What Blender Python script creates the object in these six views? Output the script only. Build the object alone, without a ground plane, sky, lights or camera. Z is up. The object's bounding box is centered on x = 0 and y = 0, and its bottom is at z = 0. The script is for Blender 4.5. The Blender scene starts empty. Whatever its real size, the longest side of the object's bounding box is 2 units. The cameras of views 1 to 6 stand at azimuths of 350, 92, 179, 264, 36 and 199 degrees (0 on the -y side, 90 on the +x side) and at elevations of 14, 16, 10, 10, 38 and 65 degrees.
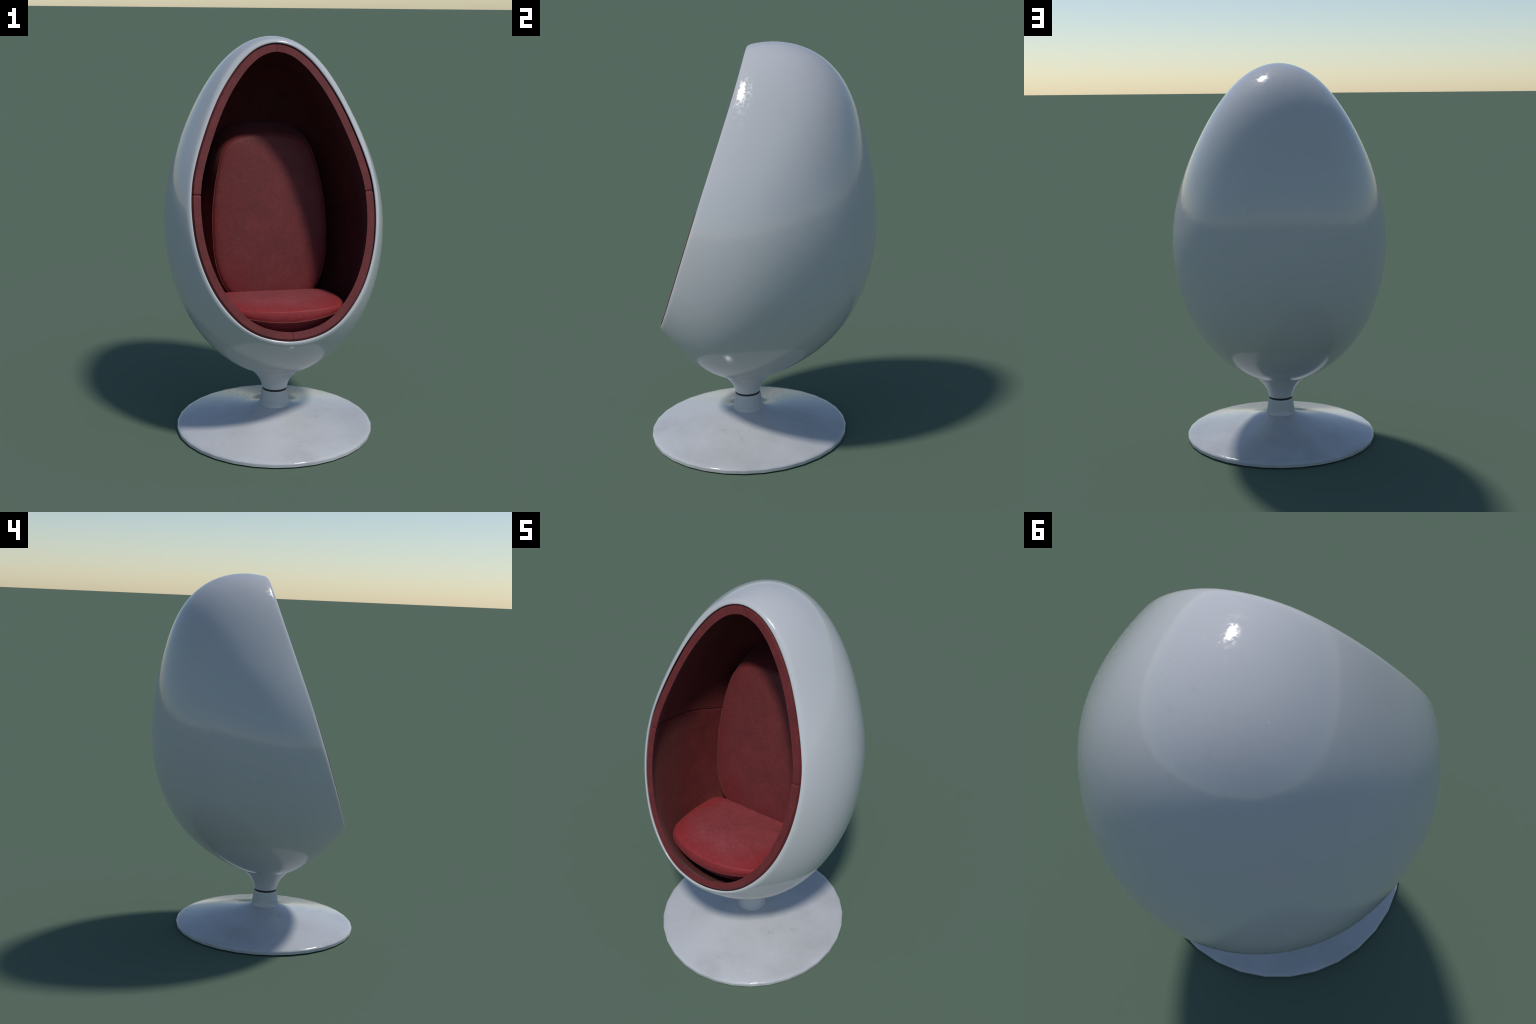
"""Egg-shaped lounge chair: glossy white shell on a trumpet pedestal, dark red padded lining,
seat cushion and back cushion with piped seams."""
import bpy, math
import numpy as np
from mathutils import Vector

rng = np.random.default_rng(7)

# ------------------------------------------------------------------ helpers
def smooth(x):
    x = np.clip(x, 0.0, 1.0)
    return x * x * (3 - 2 * x)

def new_object(name, verts, faces, mat, parent=None, shade="angle", angle=35):
    me = bpy.data.meshes.new(name)
    me.from_pydata([tuple(map(float, v)) for v in verts], [], faces)
    me.validate()
    ob = bpy.data.objects.new(name, me)
    bpy.context.scene.collection.objects.link(ob)
    me.materials.append(mat)
    import bmesh
    bm = bmesh.new(); bm.from_mesh(me)
    bmesh.ops.recalc_face_normals(bm, faces=bm.faces)
    bm.to_mesh(me); bm.free()
    if shade == "angle":
        me.shade_smooth()
        me.set_sharp_from_angle(angle=math.radians(angle))
    elif shade == "smooth":
        me.shade_smooth()
    if parent is not None:
        ob.parent = parent
        ob.matrix_parent_inverse = parent.matrix_world.inverted()
    return ob

def rings_to_mesh(rings, close_first=None, close_last=None):
    """Loft closed rings (list of (n,3)); optional apex points or 'ngon' caps."""
    n = len(rings[0]); verts = [v for r in rings for v in r]; faces = []
    for k in range(len(rings) - 1):
        a, b = k * n, (k + 1) * n
        for i in range(n):
            j = (i + 1) % n
            faces.append((a + i, a + j, b + j, b + i))
    def cap(base, what, rev):
        if what is None: return
        if isinstance(what, str):
            f = tuple(base + i for i in range(n)); faces.append(f[::-1] if rev else f); return
        verts.append(what); c = len(verts) - 1
        for i in range(n):
            j = (i + 1) % n
            faces.append((base + j, base + i, c) if rev else (base + i, base + j, c))
    cap(0, close_first, True); cap((len(rings) - 1) * n, close_last, False)
    return verts, faces

def closed_curve(points, n, per=24):
    """Smooth closed Catmull-Rom curve through 2D points, resampled to n points of equal spacing."""
    p = np.asarray(points, float); m = len(p); out = []
    for i in range(m):
        a, b, c, d = p[(i - 1) % m], p[i], p[(i + 1) % m], p[(i + 2) % m]
        t = np.linspace(0, 1, per, endpoint=False)[:, None]
        out.append(0.5 * (2 * b + (c - a) * t + (2 * a - 5 * b + 4 * c - d) * t**2 + (3 * b - a - 3 * c + d) * t**3))
    out = np.concatenate(out); out = np.vstack([out, out[:1]])
    L = np.r_[0, np.cumsum(np.linalg.norm(np.diff(out, axis=0), axis=1))]
    u = np.linspace(0, L[-1], n, endpoint=False)
    return np.c_[np.interp(u, L, out[:, 0]), np.interp(u, L, out[:, 1])]

def mirrored(half):
    """Right half outline from the bottom centre up to the top centre -> full closed outline."""
    return list(half) + [(-x, y) for x, y in reversed(half) if abs(x) > 1e-6]

def outline_normals(c):
    t = np.roll(c, -1, 0) - np.roll(c, 1, 0)
    n = np.c_[t[:, 1], -t[:, 0]]
    n /= np.linalg.norm(n, axis=1)[:, None]
    if ((c - c.mean(0)) * n).sum() < 0: n = -n
    for _ in range(4):
        n = (np.roll(n, 1, 0) + 2 * n + np.roll(n, -1, 0)); n /= np.linalg.norm(n, axis=1)[:, None]
    return n

# the cut plane of the opening and the pedestal axis
BASE_Y = -0.0845
CUT_LOW = np.array([0.0, -0.522, 0.585])
CUT_TOP = np.array([0.0, -0.0205, 1.981])
UP = (CUT_TOP - CUT_LOW) / np.linalg.norm(CUT_TOP - CUT_LOW)      # along the opening
FRONT = np.array([0.0, -UP[2], UP[1]])                            # out of the opening

# ------------------------------------------------------------------ materials
class Nodes:
    def __init__(self, name):
        self.mat = bpy.data.materials.new(name); self.mat.use_nodes = True
        self.t = self.mat.node_tree; self.t.nodes.clear()
        self.out = self.new("ShaderNodeOutputMaterial")
        self.b = self.new("ShaderNodeBsdfPrincipled")
        self.link(self.b.outputs[0], self.out.inputs[0])
        self.tc = self.new("ShaderNodeTexCoord")
    def new(self, kind, **kw):
        n = self.t.nodes.new(kind)
        for k, v in kw.items(): setattr(n, k, v)
        return n
    def link(self, a, b): self.t.links.new(a, b)
    def noise(self, scale, detail=3, rough=0.55, stretch=None, dist=0.0):
        n = self.new("ShaderNodeTexNoise")
        n.inputs["Scale"].default_value = scale; n.inputs["Detail"].default_value = detail
        n.inputs["Roughness"].default_value = rough; n.inputs["Distortion"].default_value = dist
        src = self.tc.outputs["Object"]
        if stretch:
            m = self.new("ShaderNodeMapping"); m.inputs["Scale"].default_value = stretch
            self.link(src, m.inputs[0]); src = m.outputs[0]
        self.link(src, n.inputs["Vector"]); return n.outputs["Fac"]
    def ramp(self, fac, stops, interp="LINEAR"):
        r = self.new("ShaderNodeValToRGB"); r.color_ramp.interpolation = interp
        e = r.color_ramp.elements
        while len(e) < len(stops): e.new(0.5)
        for el, (p, c) in zip(e, stops):
            el.position = p; el.color = (*c, 1) if not isinstance(c, (int, float)) else (c, c, c, 1)
        self.link(fac, r.inputs[0]); return r.outputs[0]
    def mix(self, fac, a, b, mode="MIX"):
        m = self.new("ShaderNodeMix", data_type="RGBA", blend_type=mode)
        for sock, v in ((m.inputs["Factor"], fac), (m.inputs["A"], a), (m.inputs["B"], b)):
            if hasattr(v, "links"): self.link(v, sock)
            elif isinstance(v, (int, float)): sock.default_value = v
            else: sock.default_value = (*v, 1)
        return m.outputs["Result"]
    def math(self, op, a, b):
        m = self.new("ShaderNodeMath", operation=op)
        for s, v in zip(m.inputs, (a, b)):
            if hasattr(v, "links"): self.link(v, s)
            else: s.default_value = v
        return m.outputs[0]
    def bump(self, height, strength, distance):
        b = self.new("ShaderNodeBump"); b.inputs["Strength"].default_value = strength
        b.inputs["Distance"].default_value = distance
        self.link(height, b.inputs["Height"]); self.link(b.outputs[0], self.b.inputs["Normal"])

def lacquer(name, base, dirt, dirt_amount):
    m = Nodes(name)
    # broad faint staining
    big = m.ramp(m.noise(3.2, 4, 0.6), [(0.42, 0.0), (0.72, 1.0)])
    col = m.mix(m.math("MULTIPLY", big, dirt_amount), base, dirt)
    # small darker smudges
    sm = m.ramp(m.noise(22, 3, 0.6, (1, 1, 0.6)), [(0.62, 0.0), (0.74, 1.0)])
    gate = m.ramp(m.noise(5, 2), [(0.48, 0.0), (0.6, 1.0)])
    col = m.mix(m.math("MULTIPLY", m.math("MULTIPLY", sm, gate), dirt_amount * 0.8), col, tuple(c * 0.8 for c in dirt))
    # tiny pale chips and nicks
    v = m.new("ShaderNodeTexVoronoi"); v.inputs["Scale"].default_value = 34; v.inputs["Randomness"].default_value = 1.0
    mp = m.new("ShaderNodeMapping"); mp.inputs["Scale"].default_value = (1, 1, 0.7)
    m.link(m.tc.outputs["Object"], mp.inputs[0]); m.link(mp.outputs[0], v.inputs["Vector"])
    chips = m.ramp(v.outputs["Distance"], [(0.05, 1.0), (0.11, 0.0)])
    cg = m.ramp(m.noise(7, 4, 0.7), [(0.50, 0.0), (0.66, 1.0)])
    chipf = m.math("MULTIPLY", chips, cg)
    col = m.mix(m.math("MULTIPLY", chipf, 0.28), col, (0.86, 0.87, 0.88))
    m.link(col, m.b.inputs["Base Color"])
    rough = m.ramp(m.noise(60, 4, 0.7), [(0.40, 0.04), (0.66, 0.23)])
    rough = m.mix(chipf, rough, (0.5, 0.5, 0.5))
    m.link(rough, m.b.inputs["Roughness"])
    m.b.inputs["IOR"].default_value = 1.5
    h = m.math("ADD", m.math("MULTIPLY", m.noise(120, 3, 0.6), 0.3), m.math("MULTIPLY", m.noise(30, 2), 0.7))
    m.bump(h, 0.09, 0.003)
    return m.mat

def upholstery(name, dark, mid, light, vivid=None, inner=None, centre=(0, 0, 0), radius=(1, 1, 1)):
    """Suede: blotchy nap, fine grain; 'vivid' is the less worn colour away from the centre."""
    m = Nodes(name)
    n1 = m.noise(11, 6, 0.68, None, 0.3)
    col = m.ramp(n1, [(0.30, dark), (0.52, mid), (0.72, light)])
    if vivid is not None:
        mp = m.new("ShaderNodeMapping"); mp.vector_type = "TEXTURE"
        mp.inputs["Location"].default_value = centre; mp.inputs["Scale"].default_value = radius
        m.link(m.tc.outputs["Object"], mp.inputs[0])
        ln = m.new("ShaderNodeVectorMath", operation="LENGTH"); m.link(mp.outputs[0], ln.inputs[0])
        d = m.math("ADD", ln.outputs["Value"], m.math("MULTIPLY", m.math("SUBTRACT", m.noise(6, 3), 0.5), 0.7))
        col = m.mix(m.ramp(d, [(0.62, 0.0), (1.05, 1.0)]), col, vivid)
    if inner is not None:                               # occlusion shade painted into the inner wall, fading out at the front band
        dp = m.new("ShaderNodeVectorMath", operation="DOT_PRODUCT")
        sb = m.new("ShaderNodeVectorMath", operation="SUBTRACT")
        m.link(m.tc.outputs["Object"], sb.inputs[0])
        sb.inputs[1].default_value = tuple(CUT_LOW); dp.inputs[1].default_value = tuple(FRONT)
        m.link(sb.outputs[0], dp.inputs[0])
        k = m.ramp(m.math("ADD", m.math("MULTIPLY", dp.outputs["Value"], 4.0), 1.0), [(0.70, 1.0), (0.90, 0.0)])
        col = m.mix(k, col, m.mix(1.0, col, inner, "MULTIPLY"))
    n2 = m.ramp(m.noise(75, 4, 0.7), [(0.3, 0.82), (0.7, 1.15)])
    col = m.mix(1.0, col, n2, "MULTIPLY")
    m.link(col, m.b.inputs["Base Color"])
    m.b.inputs["Roughness"].default_value = 0.6
    m.b.inputs["Specular IOR Level"].default_value = 0.3
    m.b.inputs["Sheen Weight"].default_value = 0.12
    m.b.inputs["Sheen Roughness"].default_value = 0.5
    m.b.inputs["Sheen Tint"].default_value = (0.9, 0.5, 0.5, 1)
    h = m.math("ADD", m.noise(240, 3, 0.7), m.math("MULTIPLY", m.noise(60, 3), 0.8))
    m.bump(h, 0.25, 0.002)
    return m.mat

WHITE = lacquer("white_lacquer", (0.545, 0.55, 0.565), (0.50, 0.505, 0.515), 0.35)
WHITE_BASE = lacquer("scuffed_white_lacquer", (0.545, 0.55, 0.565), (0.455, 0.46, 0.463), 1.0)
RED = upholstery("dark_red_suede", (0.112, 0.018, 0.019), (0.148, 0.021, 0.023), (0.172, 0.027, 0.029), inner=(0.74, 0.74, 0.68))  # inner: multiplier darkening the suede for shadow deep in the shell
RED_BACK = upholstery("dark_red_suede_back", (0.135, 0.026, 0.027), (0.165, 0.028, 0.030), (0.185, 0.033, 0.035),
                      (0.165, 0.019, 0.021), None, (0, 0.2, 1.12), (0.36, 0.5, 0.55))
RED_SEAT = upholstery("red_suede_seat", (0.225, 0.044, 0.049), (0.275, 0.050, 0.056), (0.305, 0.060, 0.067),
                      (0.285, 0.027, 0.031), None, (0, -0.11, 0.73), (0.30, 0.36, 0.3))
PIPE = upholstery("red_piping_cord", (0.13, 0.020, 0.022), (0.16, 0.025, 0.027), (0.19, 0.033, 0.036))
def plain(name, col, rough):
    m = Nodes(name); m.link(m.ramp(m.noise(40), [(0.3, tuple(c * 0.8 for c in col)), (0.7, col)]), m.b.inputs["Base Color"])
    m.b.inputs["Roughness"].default_value = rough; return m.mat
BLACK = plain("black_bearing_ring", (0.018, 0.018, 0.02), 0.5)

# ------------------------------------------------------------------ the egg
# The shell is star-shaped round a centre: ln(distance) is a polynomial in the direction's component
# along the opening (b) and out of the opening (c); row n holds the coefficients of c^n, b c^(n-1) ... b^n.
# Its front is sliced off by a plane that leans back about 20 degrees.
EGG = (
    (-0.5969,),
    (-0.0519, -0.1015),
    (-0.0483, 0.0366, 0.2118),
    (0.0847, 0.0345, 0.0013, 0.0287),
    (0.3472, 0.0365, 0.1250, 0.1480, 0.2056),
    (-0.2765, -0.2120, 0.0011, -0.1992, -0.1803, -0.0653),
    (-0.5559, -0.1242, -0.0411, 0.0945, -0.0827, -0.4902, -0.1268),
    (0.2253, 0.1806, -0.4239, 0.1857, 0.7892, 0.3476, 0.2062, 0.1102),
    (0.3344, 0.1493, -0.4563, -0.1684, 0.4364, 0.2485, 0.2175, 0.4709, 0.1373),
)

XAX = np.array([1.0, 0.0, 0.0])
S_MID, D_MID = 0.742, -0.30                                       # centre used to sweep the shell
CENTRE = CUT_LOW + S_MID * UP + D_MID * FRONT

def sag(s):
    """the opening is not quite flat: its sides bow back behind the line from top to bottom"""
    return -0.016 * (1 - np.minimum(np.abs((s - 0.74) / 0.745), 1.0) ** 5)

def front_depth(P):
    q = P - CUT_LOW
    return q @ FRONT - sag(q @ UP)

def egg_reach(dirs):
    b, c = dirs @ UP, dirs @ FRONT
    e = 0.0
    for n, row in enumerate(EGG):
        for i, k in enumerate(row):
            e = e + k * b ** i * c ** (n - i)
    return np.exp(e)

def direction(theta, phi):
    return (-FRONT * np.cos(phi)[..., None] + np.sin(phi)[..., None] *
            (XAX * np.cos(theta)[..., None] + UP * np.sin(theta)[..., None]))

def wall_point(theta, phi, depth_fn):
    dirs = direction(theta, phi)
    r = egg_reach(dirs)
    P = CENTRE + dirs * r[..., None]
    d = front_depth(P)
    P = CENTRE + dirs * (r - depth_fn(d))[..., None]
    return P

def wall_grid(theta, rows, depth_fn, d_end, phi_start=0.0):
    """rows x len(theta) grid from the back pole to the plane d = d_end in front"""
    lo = np.full(theta.shape, 1.2); hi = np.full(theta.shape, 2.45)
    for a in np.linspace(2.45, 1.5, 40):             # first crossing of the plane
        d = front_depth(wall_point(theta, np.full(theta.shape, a), depth_fn))
        hi = np.where(d > d_end, a, hi)
    for _ in range(30):
        m = (lo + hi) / 2
        d = front_depth(wall_point(theta, m, depth_fn))
        hi = np.where(d > d_end, m, hi); lo = np.where(d > d_end, lo, m)
    end = (lo + hi) / 2
    u = np.linspace(0, 1, rows)[:, None]
    phi = phi_start + u * (end[None] - phi_start)
    th = np.broadcast_to(theta, phi.shape)
    return wall_point(th, phi, depth_fn)

# ------------------------------------------------------------------ chair root
root = bpy.data.objects.new("egg_chair", None)
bpy.context.scene.collection.objects.link(root)
root.location = (0, BASE_Y, 0)
bpy.context.view_layer.update()
root["label"] = "glossy white egg-shaped chair with dark red padded interior"
root["category"] = "lounge chair"

# ---- shell: outer wall, softly rolled lip, inner wall, one closed solid
# inner edge of the lip, on the cut plane: (half width, height along the opening)
MOUTH = [(0, 0.029), (0.117, 0.047), (0.210, 0.091), (0.287, 0.163), (0.357, 0.264), (0.406, 0.380), (0.438, 0.510), (0.4500, 0.655),
         (0.442, 0.790), (0.417, 0.900), (0.381, 1.010), (0.338, 1.120), (0.288, 1.224), (0.232, 1.314), (0.167, 1.394), (0.090, 1.453), (0, 1.476)]
mouth_line = closed_curve(mirrored(MOUTH), 720)
mouth_norm = outline_normals(mouth_line)
_c = mouth_line; _n = mouth_norm
_ang = np.unwrap(np.arctan2(_c[:, 1] - S_MID, _c[:, 0]))
if _ang[-1] < _ang[0]: _c, _n, _ang = _c[::-1], _n[::-1], _ang[::-1]
_c, _n = np.vstack([_c] * 4), np.vstack([_n] * 4)
_ang = np.concatenate([_ang + k * 2 * math.pi for k in (-1, 0, 1, 2)])
def mouth_point(theta, inset, d):
    """point of the opening's outline, seen from its middle at angle theta, shifted inward by inset"""
    at = lambda v: np.interp(theta, _ang, v)
    x, y = at(_c[:, 0]) - at(_n[:, 0]) * inset, at(_c[:, 1]) - at(_n[:, 1]) * inset
    return CUT_LOW + x[:, None] * XAX + y[:, None] * UP + (d + sag(y))[:, None] * FRONT

N_TH = 192
th = np.linspace(0, 2 * math.pi, N_TH, endpoint=False)
no_inset = lambda d: 0.0 * d
outer = wall_grid(th, 84, no_inset, -0.022, 0.02)
before = wall_grid(th, 2, no_inset, -0.034, 0.02)[-1]
rim = outer[-1]
run = rim - before; run /= np.linalg.norm(run, axis=1)[:, None]
inner_edge = mouth_point(th, 0.0, -0.007)
E3 = rim - inner_edge; E3 -= (E3 @ FRONT)[:, None] * FRONT; E3 /= np.linalg.norm(E3, axis=1)[:, None]
c1 = rim + 0.024 * run
c2 = inner_edge + 0.0095 * FRONT + 0.001 * E3
lip_rows = []
for t in np.linspace(0, 1, 15)[1:]:
    lip_rows.append((1 - t)**3 * rim + 3 * (1 - t)**2 * t * c1 + 3 * (1 - t) * t * t * c2 + t**3 * inner_edge)
inner = wall_grid(th, 40, lambda d: 0.021 + 0.0 * d, -0.05, 0.05)[::-1]
rings = [r for r in outer] + lip_rows + [r for r in inner]
pole_o = outer[0].mean(0); pole_i = inner[-1].mean(0)
v, f = rings_to_mesh(rings, pole_o, pole_i)
shell = new_object("shell", v, f, WHITE, root, "smooth")

# ---- lining: four padded panels meeting at seams
def panel(theta0, theta1, face_d):
    gap = 0.0006
    # columns crowd towards the seams, where the padding rolls over into the joint
    w = np.linspace(-1, 1, 64); w = np.sign(w) * (1 - (1 - np.abs(w)) ** 1.6)
    n = len(w)
    t = (theta0 + theta1) / 2 + w * ((theta1 - theta0) / 2 - gap)
    reach = np.minimum(t - theta0, theta1 - t) * 0.5
    roll = np.clip(1 - reach / 0.010, 0, 1) ** 2.2
    side_joint = np.abs(np.cos(t)) > 0.5
    roll = roll * np.where(side_joint, 1.0, 0.3)        # crown and foot seams are sewn almost flat
    pad = lambda d: 0.0515 + 0.0335 * smooth(-d / 0.25) - 0.0075 * roll
    back = lambda d: 0.0235 + 0.0075 * smooth(-d / 0.2)
    def layer(depth_fn, inset, d):
        g = wall_grid(t, 36, depth_fn, -0.085, 0.14)
        p0 = g[-1]; run = p0 - g[-2]; run /= np.linalg.norm(run, axis=1)[:, None]
        p3 = mouth_point(t, inset, d)
        L = np.linalg.norm(p3 - p0, axis=1)[:, None]
        q1 = p0 + run * L * 0.35; q2 = p3 - (p3 - p0) * 0.3
        rows = [(1 - u)**3 * p0 + 3 * (1 - u)**2 * u * q1 + 3 * (1 - u) * u * u * q2 + u**3 * p3 for u in np.linspace(0, 1, 11)[1:]]
        return np.concatenate([g, np.array(rows)])
    I = layer(pad, 0.0445 - 0.0045 * roll, face_d - 0.005 * roll)
    O = layer(back, 0.0105 + 0.003 * roll, face_d - 0.005 * roll)
    R = I.shape[0]
    verts = [p for p in I.reshape(-1, 3)] + [p for p in O.reshape(-1, 3)]
    off = R * n; faces = []
    for k in range(R - 1):
        for i in range(n - 1):
            a = k * n + i
            faces.append((a, a + 1, a + n + 1, a + n))
            faces.append((off + a, off + a + n, off + a + n + 1, off + a + 1))
        for i in (0, n - 1):
            a = k * n + i
            q = (a, a + n, off + a + n, off + a)
            faces.append(q if i == 0 else q[::-1])
    for i in range(n - 1):
        for k in (0, R - 1):
            a = k * n + i
            q = (a, a + 1, off + a + 1, off + a)
            faces.append(q if k == R - 1 else q[::-1])
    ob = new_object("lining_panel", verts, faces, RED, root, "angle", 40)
    bv = ob.modifiers.new("rounded_edges", "BEVEL")
    bv.width = 0.0050; bv.segments = 3; bv.limit_method = "ANGLE"; bv.angle_limit = math.radians(50)
    bv.harden_normals = False
    return ob
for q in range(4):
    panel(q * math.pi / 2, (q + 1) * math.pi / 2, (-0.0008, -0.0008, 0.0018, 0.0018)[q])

# ------------------------------------------------------------------ cushions
def tube(path, radius, name, mat, parent, sides=8):
    p = np.asarray(path); n = len(p)
    t = np.roll(p, -1, 0) - np.roll(p, 1, 0); t /= np.linalg.norm(t, axis=1)[:, None]
    up = np.array([0.0, 0.3, 1.0]); a = np.cross(t, up); bad = np.linalg.norm(a, axis=1) < 1e-3
    a[bad] = np.cross(t[bad], [0, 1, 0]); a /= np.linalg.norm(a, axis=1)[:, None]
    b = np.cross(a, t)
    verts = []; faces = []
    for i in range(n):
        for k in range(sides):
            w = 2 * math.pi * k / sides
            verts.append(p[i] + radius * (math.cos(w) * a[i] + math.sin(w) * b[i]))
    for i in range(n):
        j = (i + 1) % n
        for k in range(sides):
            l = (k + 1) % sides
            faces.append((i * sides + k, i * sides + l, j * sides + l, j * sides + k))
    return new_object(name, verts, faces, mat, parent, "smooth")

# seat cushion: plan outline from the rear centre... front centre
seat_half = [(0, -0.452), (0.07, -0.448), (0.14, -0.435), (0.21, -0.412), (0.265, -0.378), (0.295, -0.325),
             (0.306, -0.245), (0.307, -0.15), (0.301, -0.08), (0.288, -0.02), (0.262, 0.016), (0.21, 0.026), (0.10, 0.027), (0, 0.027)]
NS = 180
plan = closed_curve(mirrored(seat_half), NS)
pn = outline_normals(plan)
sx, sy = plan[:, 0], plan[:, 1]
frontness = smooth((-sy - 0.1) / 0.3)
ridge_z = 0.711 + 0.026 * smooth((0.03 - sy) / 0.36)
seam_z = np.where(True, ridge_z - 0.012 - 0.036 * frontness * np.clip(1 - (sx / 0.30) ** 2, 0, 1), 0)
ctr = np.array([0.0, -0.19])
def seat_ring(inset, z):
    xy = plan - pn * inset
    return np.c_[xy, z]
def seat_ring_scaled(k, z):
    xy = ctr + (plan - pn * 0.022 - ctr) * k
    return np.c_[xy, z]
rings = []
for inset, dz in ((0.16, -0.150), (0.11, -0.135), (0.070, -0.105), (0.042, -0.072), (0.021, -0.040), (0.007, -0.016), (0.0015, -0.006), (0.0045, -0.0012), (0.0018, 0.0035)):
    rings.append(seat_ring(inset, seam_z + dz))
rings.append(seat_ring(0.0045, seam_z + (ridge_z - seam_z) * 0.55))
rings.append(seat_ring(0.0085, ridge_z - 0.0045))
rings.append(seat_ring(0.0105, ridge_z - 0.0010))
rings.append(seat_ring(0.0140, ridge_z + 0.0008))
rings.append(seat_ring(0.022, ridge_z + 0.0022))
for k in np.linspace(0.93, 0.08, 14):
    z = ridge_z + 0.003
    zc = 0.745
    b = (1 - k ** 1.6)
    yy = ctr[1] + (sy - ctr[1]) * k
    base = 0.714 + 0.026 * smooth((0.03 - yy) / 0.36)
    dome = 0.019 * (1 - k ** 2)
    rings.append(seat_ring_scaled(k, base * (1 - k ** 3) + z * k ** 3 + dome))
zc = rings[-1][:, 2].mean()
v, f = rings_to_mesh(rings, "ngon", np.array([ctr[0], ctr[1], zc + 0.0003]))
seat = new_object("seat_cushion", v, f, RED_SEAT, root, "smooth")
tube(seat_ring(0.0015, seam_z - 0.0045), 0.0026, "piping", PIPE, seat)

# back cushion: outline on the leaning front face (x, z), swept backwards
back_half = [(0, 0.655), (0.12, 0.658), (0.195, 0.685), (0.243, 0.732), (0.274, 0.80), (0.292, 0.875), (0.299, 0.96), (0.300, 1.06),
             (0.293, 1.16), (0.278, 1.26), (0.255, 1.36), (0.232, 1.422), (0.199, 1.462), (0.15, 1.488), (0.08, 1.501), (0, 1.504)]
NB = 200
bo = closed_curve(mirrored(back_half), NB)
bn = outline_normals(bo)
bc = np.array([0.0, 1.08])
def face_y(z): return 0.103 + 0.213 * (z - 1.07)
def back_ring(inset, depth, grow=1.0, k=None, bulge=0.0):
    xz = bo - bn * inset
    if k is not None: xz = bc + (xz - bc) * k
    xz = bc + (xz - bc) * grow
    y = face_y(bc[1] + (xz[:, 1] - bc[1]) / grow) + depth - bulge
    return np.c_[xz[:, 0], y, xz[:, 1]]
rings = [back_ring(0.02, 0.285, 1.08)]
for dpt, g in ((0.26, 1.085), (0.20, 1.08), (0.12, 1.06), (0.06, 1.035), (0.025, 1.014), (0.010, 1.004)):
    rings.append(back_ring(0.0, dpt, g))
rings.append(back_ring(0.0008, 0.005))
rings.append(back_ring(0.0045, 0.0015))
rings.append(back_ring(0.0075, -0.002))
rings.append(back_ring(0.013, -0.005))
rings.append(back_ring(0.024, -0.008))
for k in np.linspace(0.92, 0.06, 16):
    rings.append(back_ring(0.024, -0.008, 1.0, k, 0.012 * (1 - k ** 2)))
apex = rings[-1].mean(0)
v, f = rings_to_mesh(rings, "ngon", apex)
backc = new_object("back_cushion", v, f, RED_BACK, root, "smooth")
tube(back_ring(0.0005, 0.0035), 0.0022, "piping", PIPE, backc)

# ------------------------------------------------------------------ pedestal
def lathe(profile, name, mat, seg, parent, axis=(0.0, BASE_Y), caps=("ngon", "ngon"), shade="angle", angle=40):
    a = np.linspace(0, 2 * math.pi, seg, endpoint=False)
    rings = [np.c_[axis[0] + r * np.cos(a), axis[1] + r * np.sin(a), np.full(seg, z)] for r, z in profile]
    v, f = rings_to_mesh(rings, *caps)
    return new_object(name, v, f, mat, parent, shade, angle)

disc = [(0.495, 0.0), (0.503, 0.0012), (0.508, 0.0030), (0.5105, 0.0045), (0.5105, 0.0187), (0.5086, 0.0221), (0.5045, 0.0252), (0.4975, 0.0282), (0.488, 0.0308)]
for u in np.linspace(0, 1, 22)[1:]:                     # shallow cone rising into a slightly flared foot
    r = 0.488 + (0.0775 - 0.488) * u
    disc.append((r, 0.0308 + 0.212 * (0.488 - r) + 0.0090 * max(0.0, (0.22 - r) / 0.1425) ** 2.0))
base = lathe(disc, "pedestal_base", WHITE_BASE, 32, root, angle=26)
stem = [(0.082, 0.10), (0.0800, 0.124), (0.0775, 0.131), (0.0745, 0.15), (0.0705, 0.175), (0.0670, 0.20), (0.0657, 0.2085), (0.0649, 0.2104), (0.058, 0.2107)]
lathe(stem, "stem", WHITE, 64, base)
ring = [(0.03, 0.200), (0.0628, 0.200), (0.0628, 0.226), (0.03, 0.226)]
lathe(ring, "bearing_ring", BLACK, 64, base)
neck = [(0.058, 0.2216), (0.0645, 0.2218), (0.0656, 0.2232), (0.0663, 0.2285), (0.0685, 0.238), (0.0735, 0.2535), (0.0800, 0.267), (0.0875, 0.2790),
        (0.0965, 0.2910), (0.1060, 0.3020), (0.1160, 0.3120), (0.1270, 0.3225), (0.1380, 0.3325), (0.1480, 0.3430), (0.1560, 0.3560)]
lathe(neck, "neck", WHITE, 96, root)
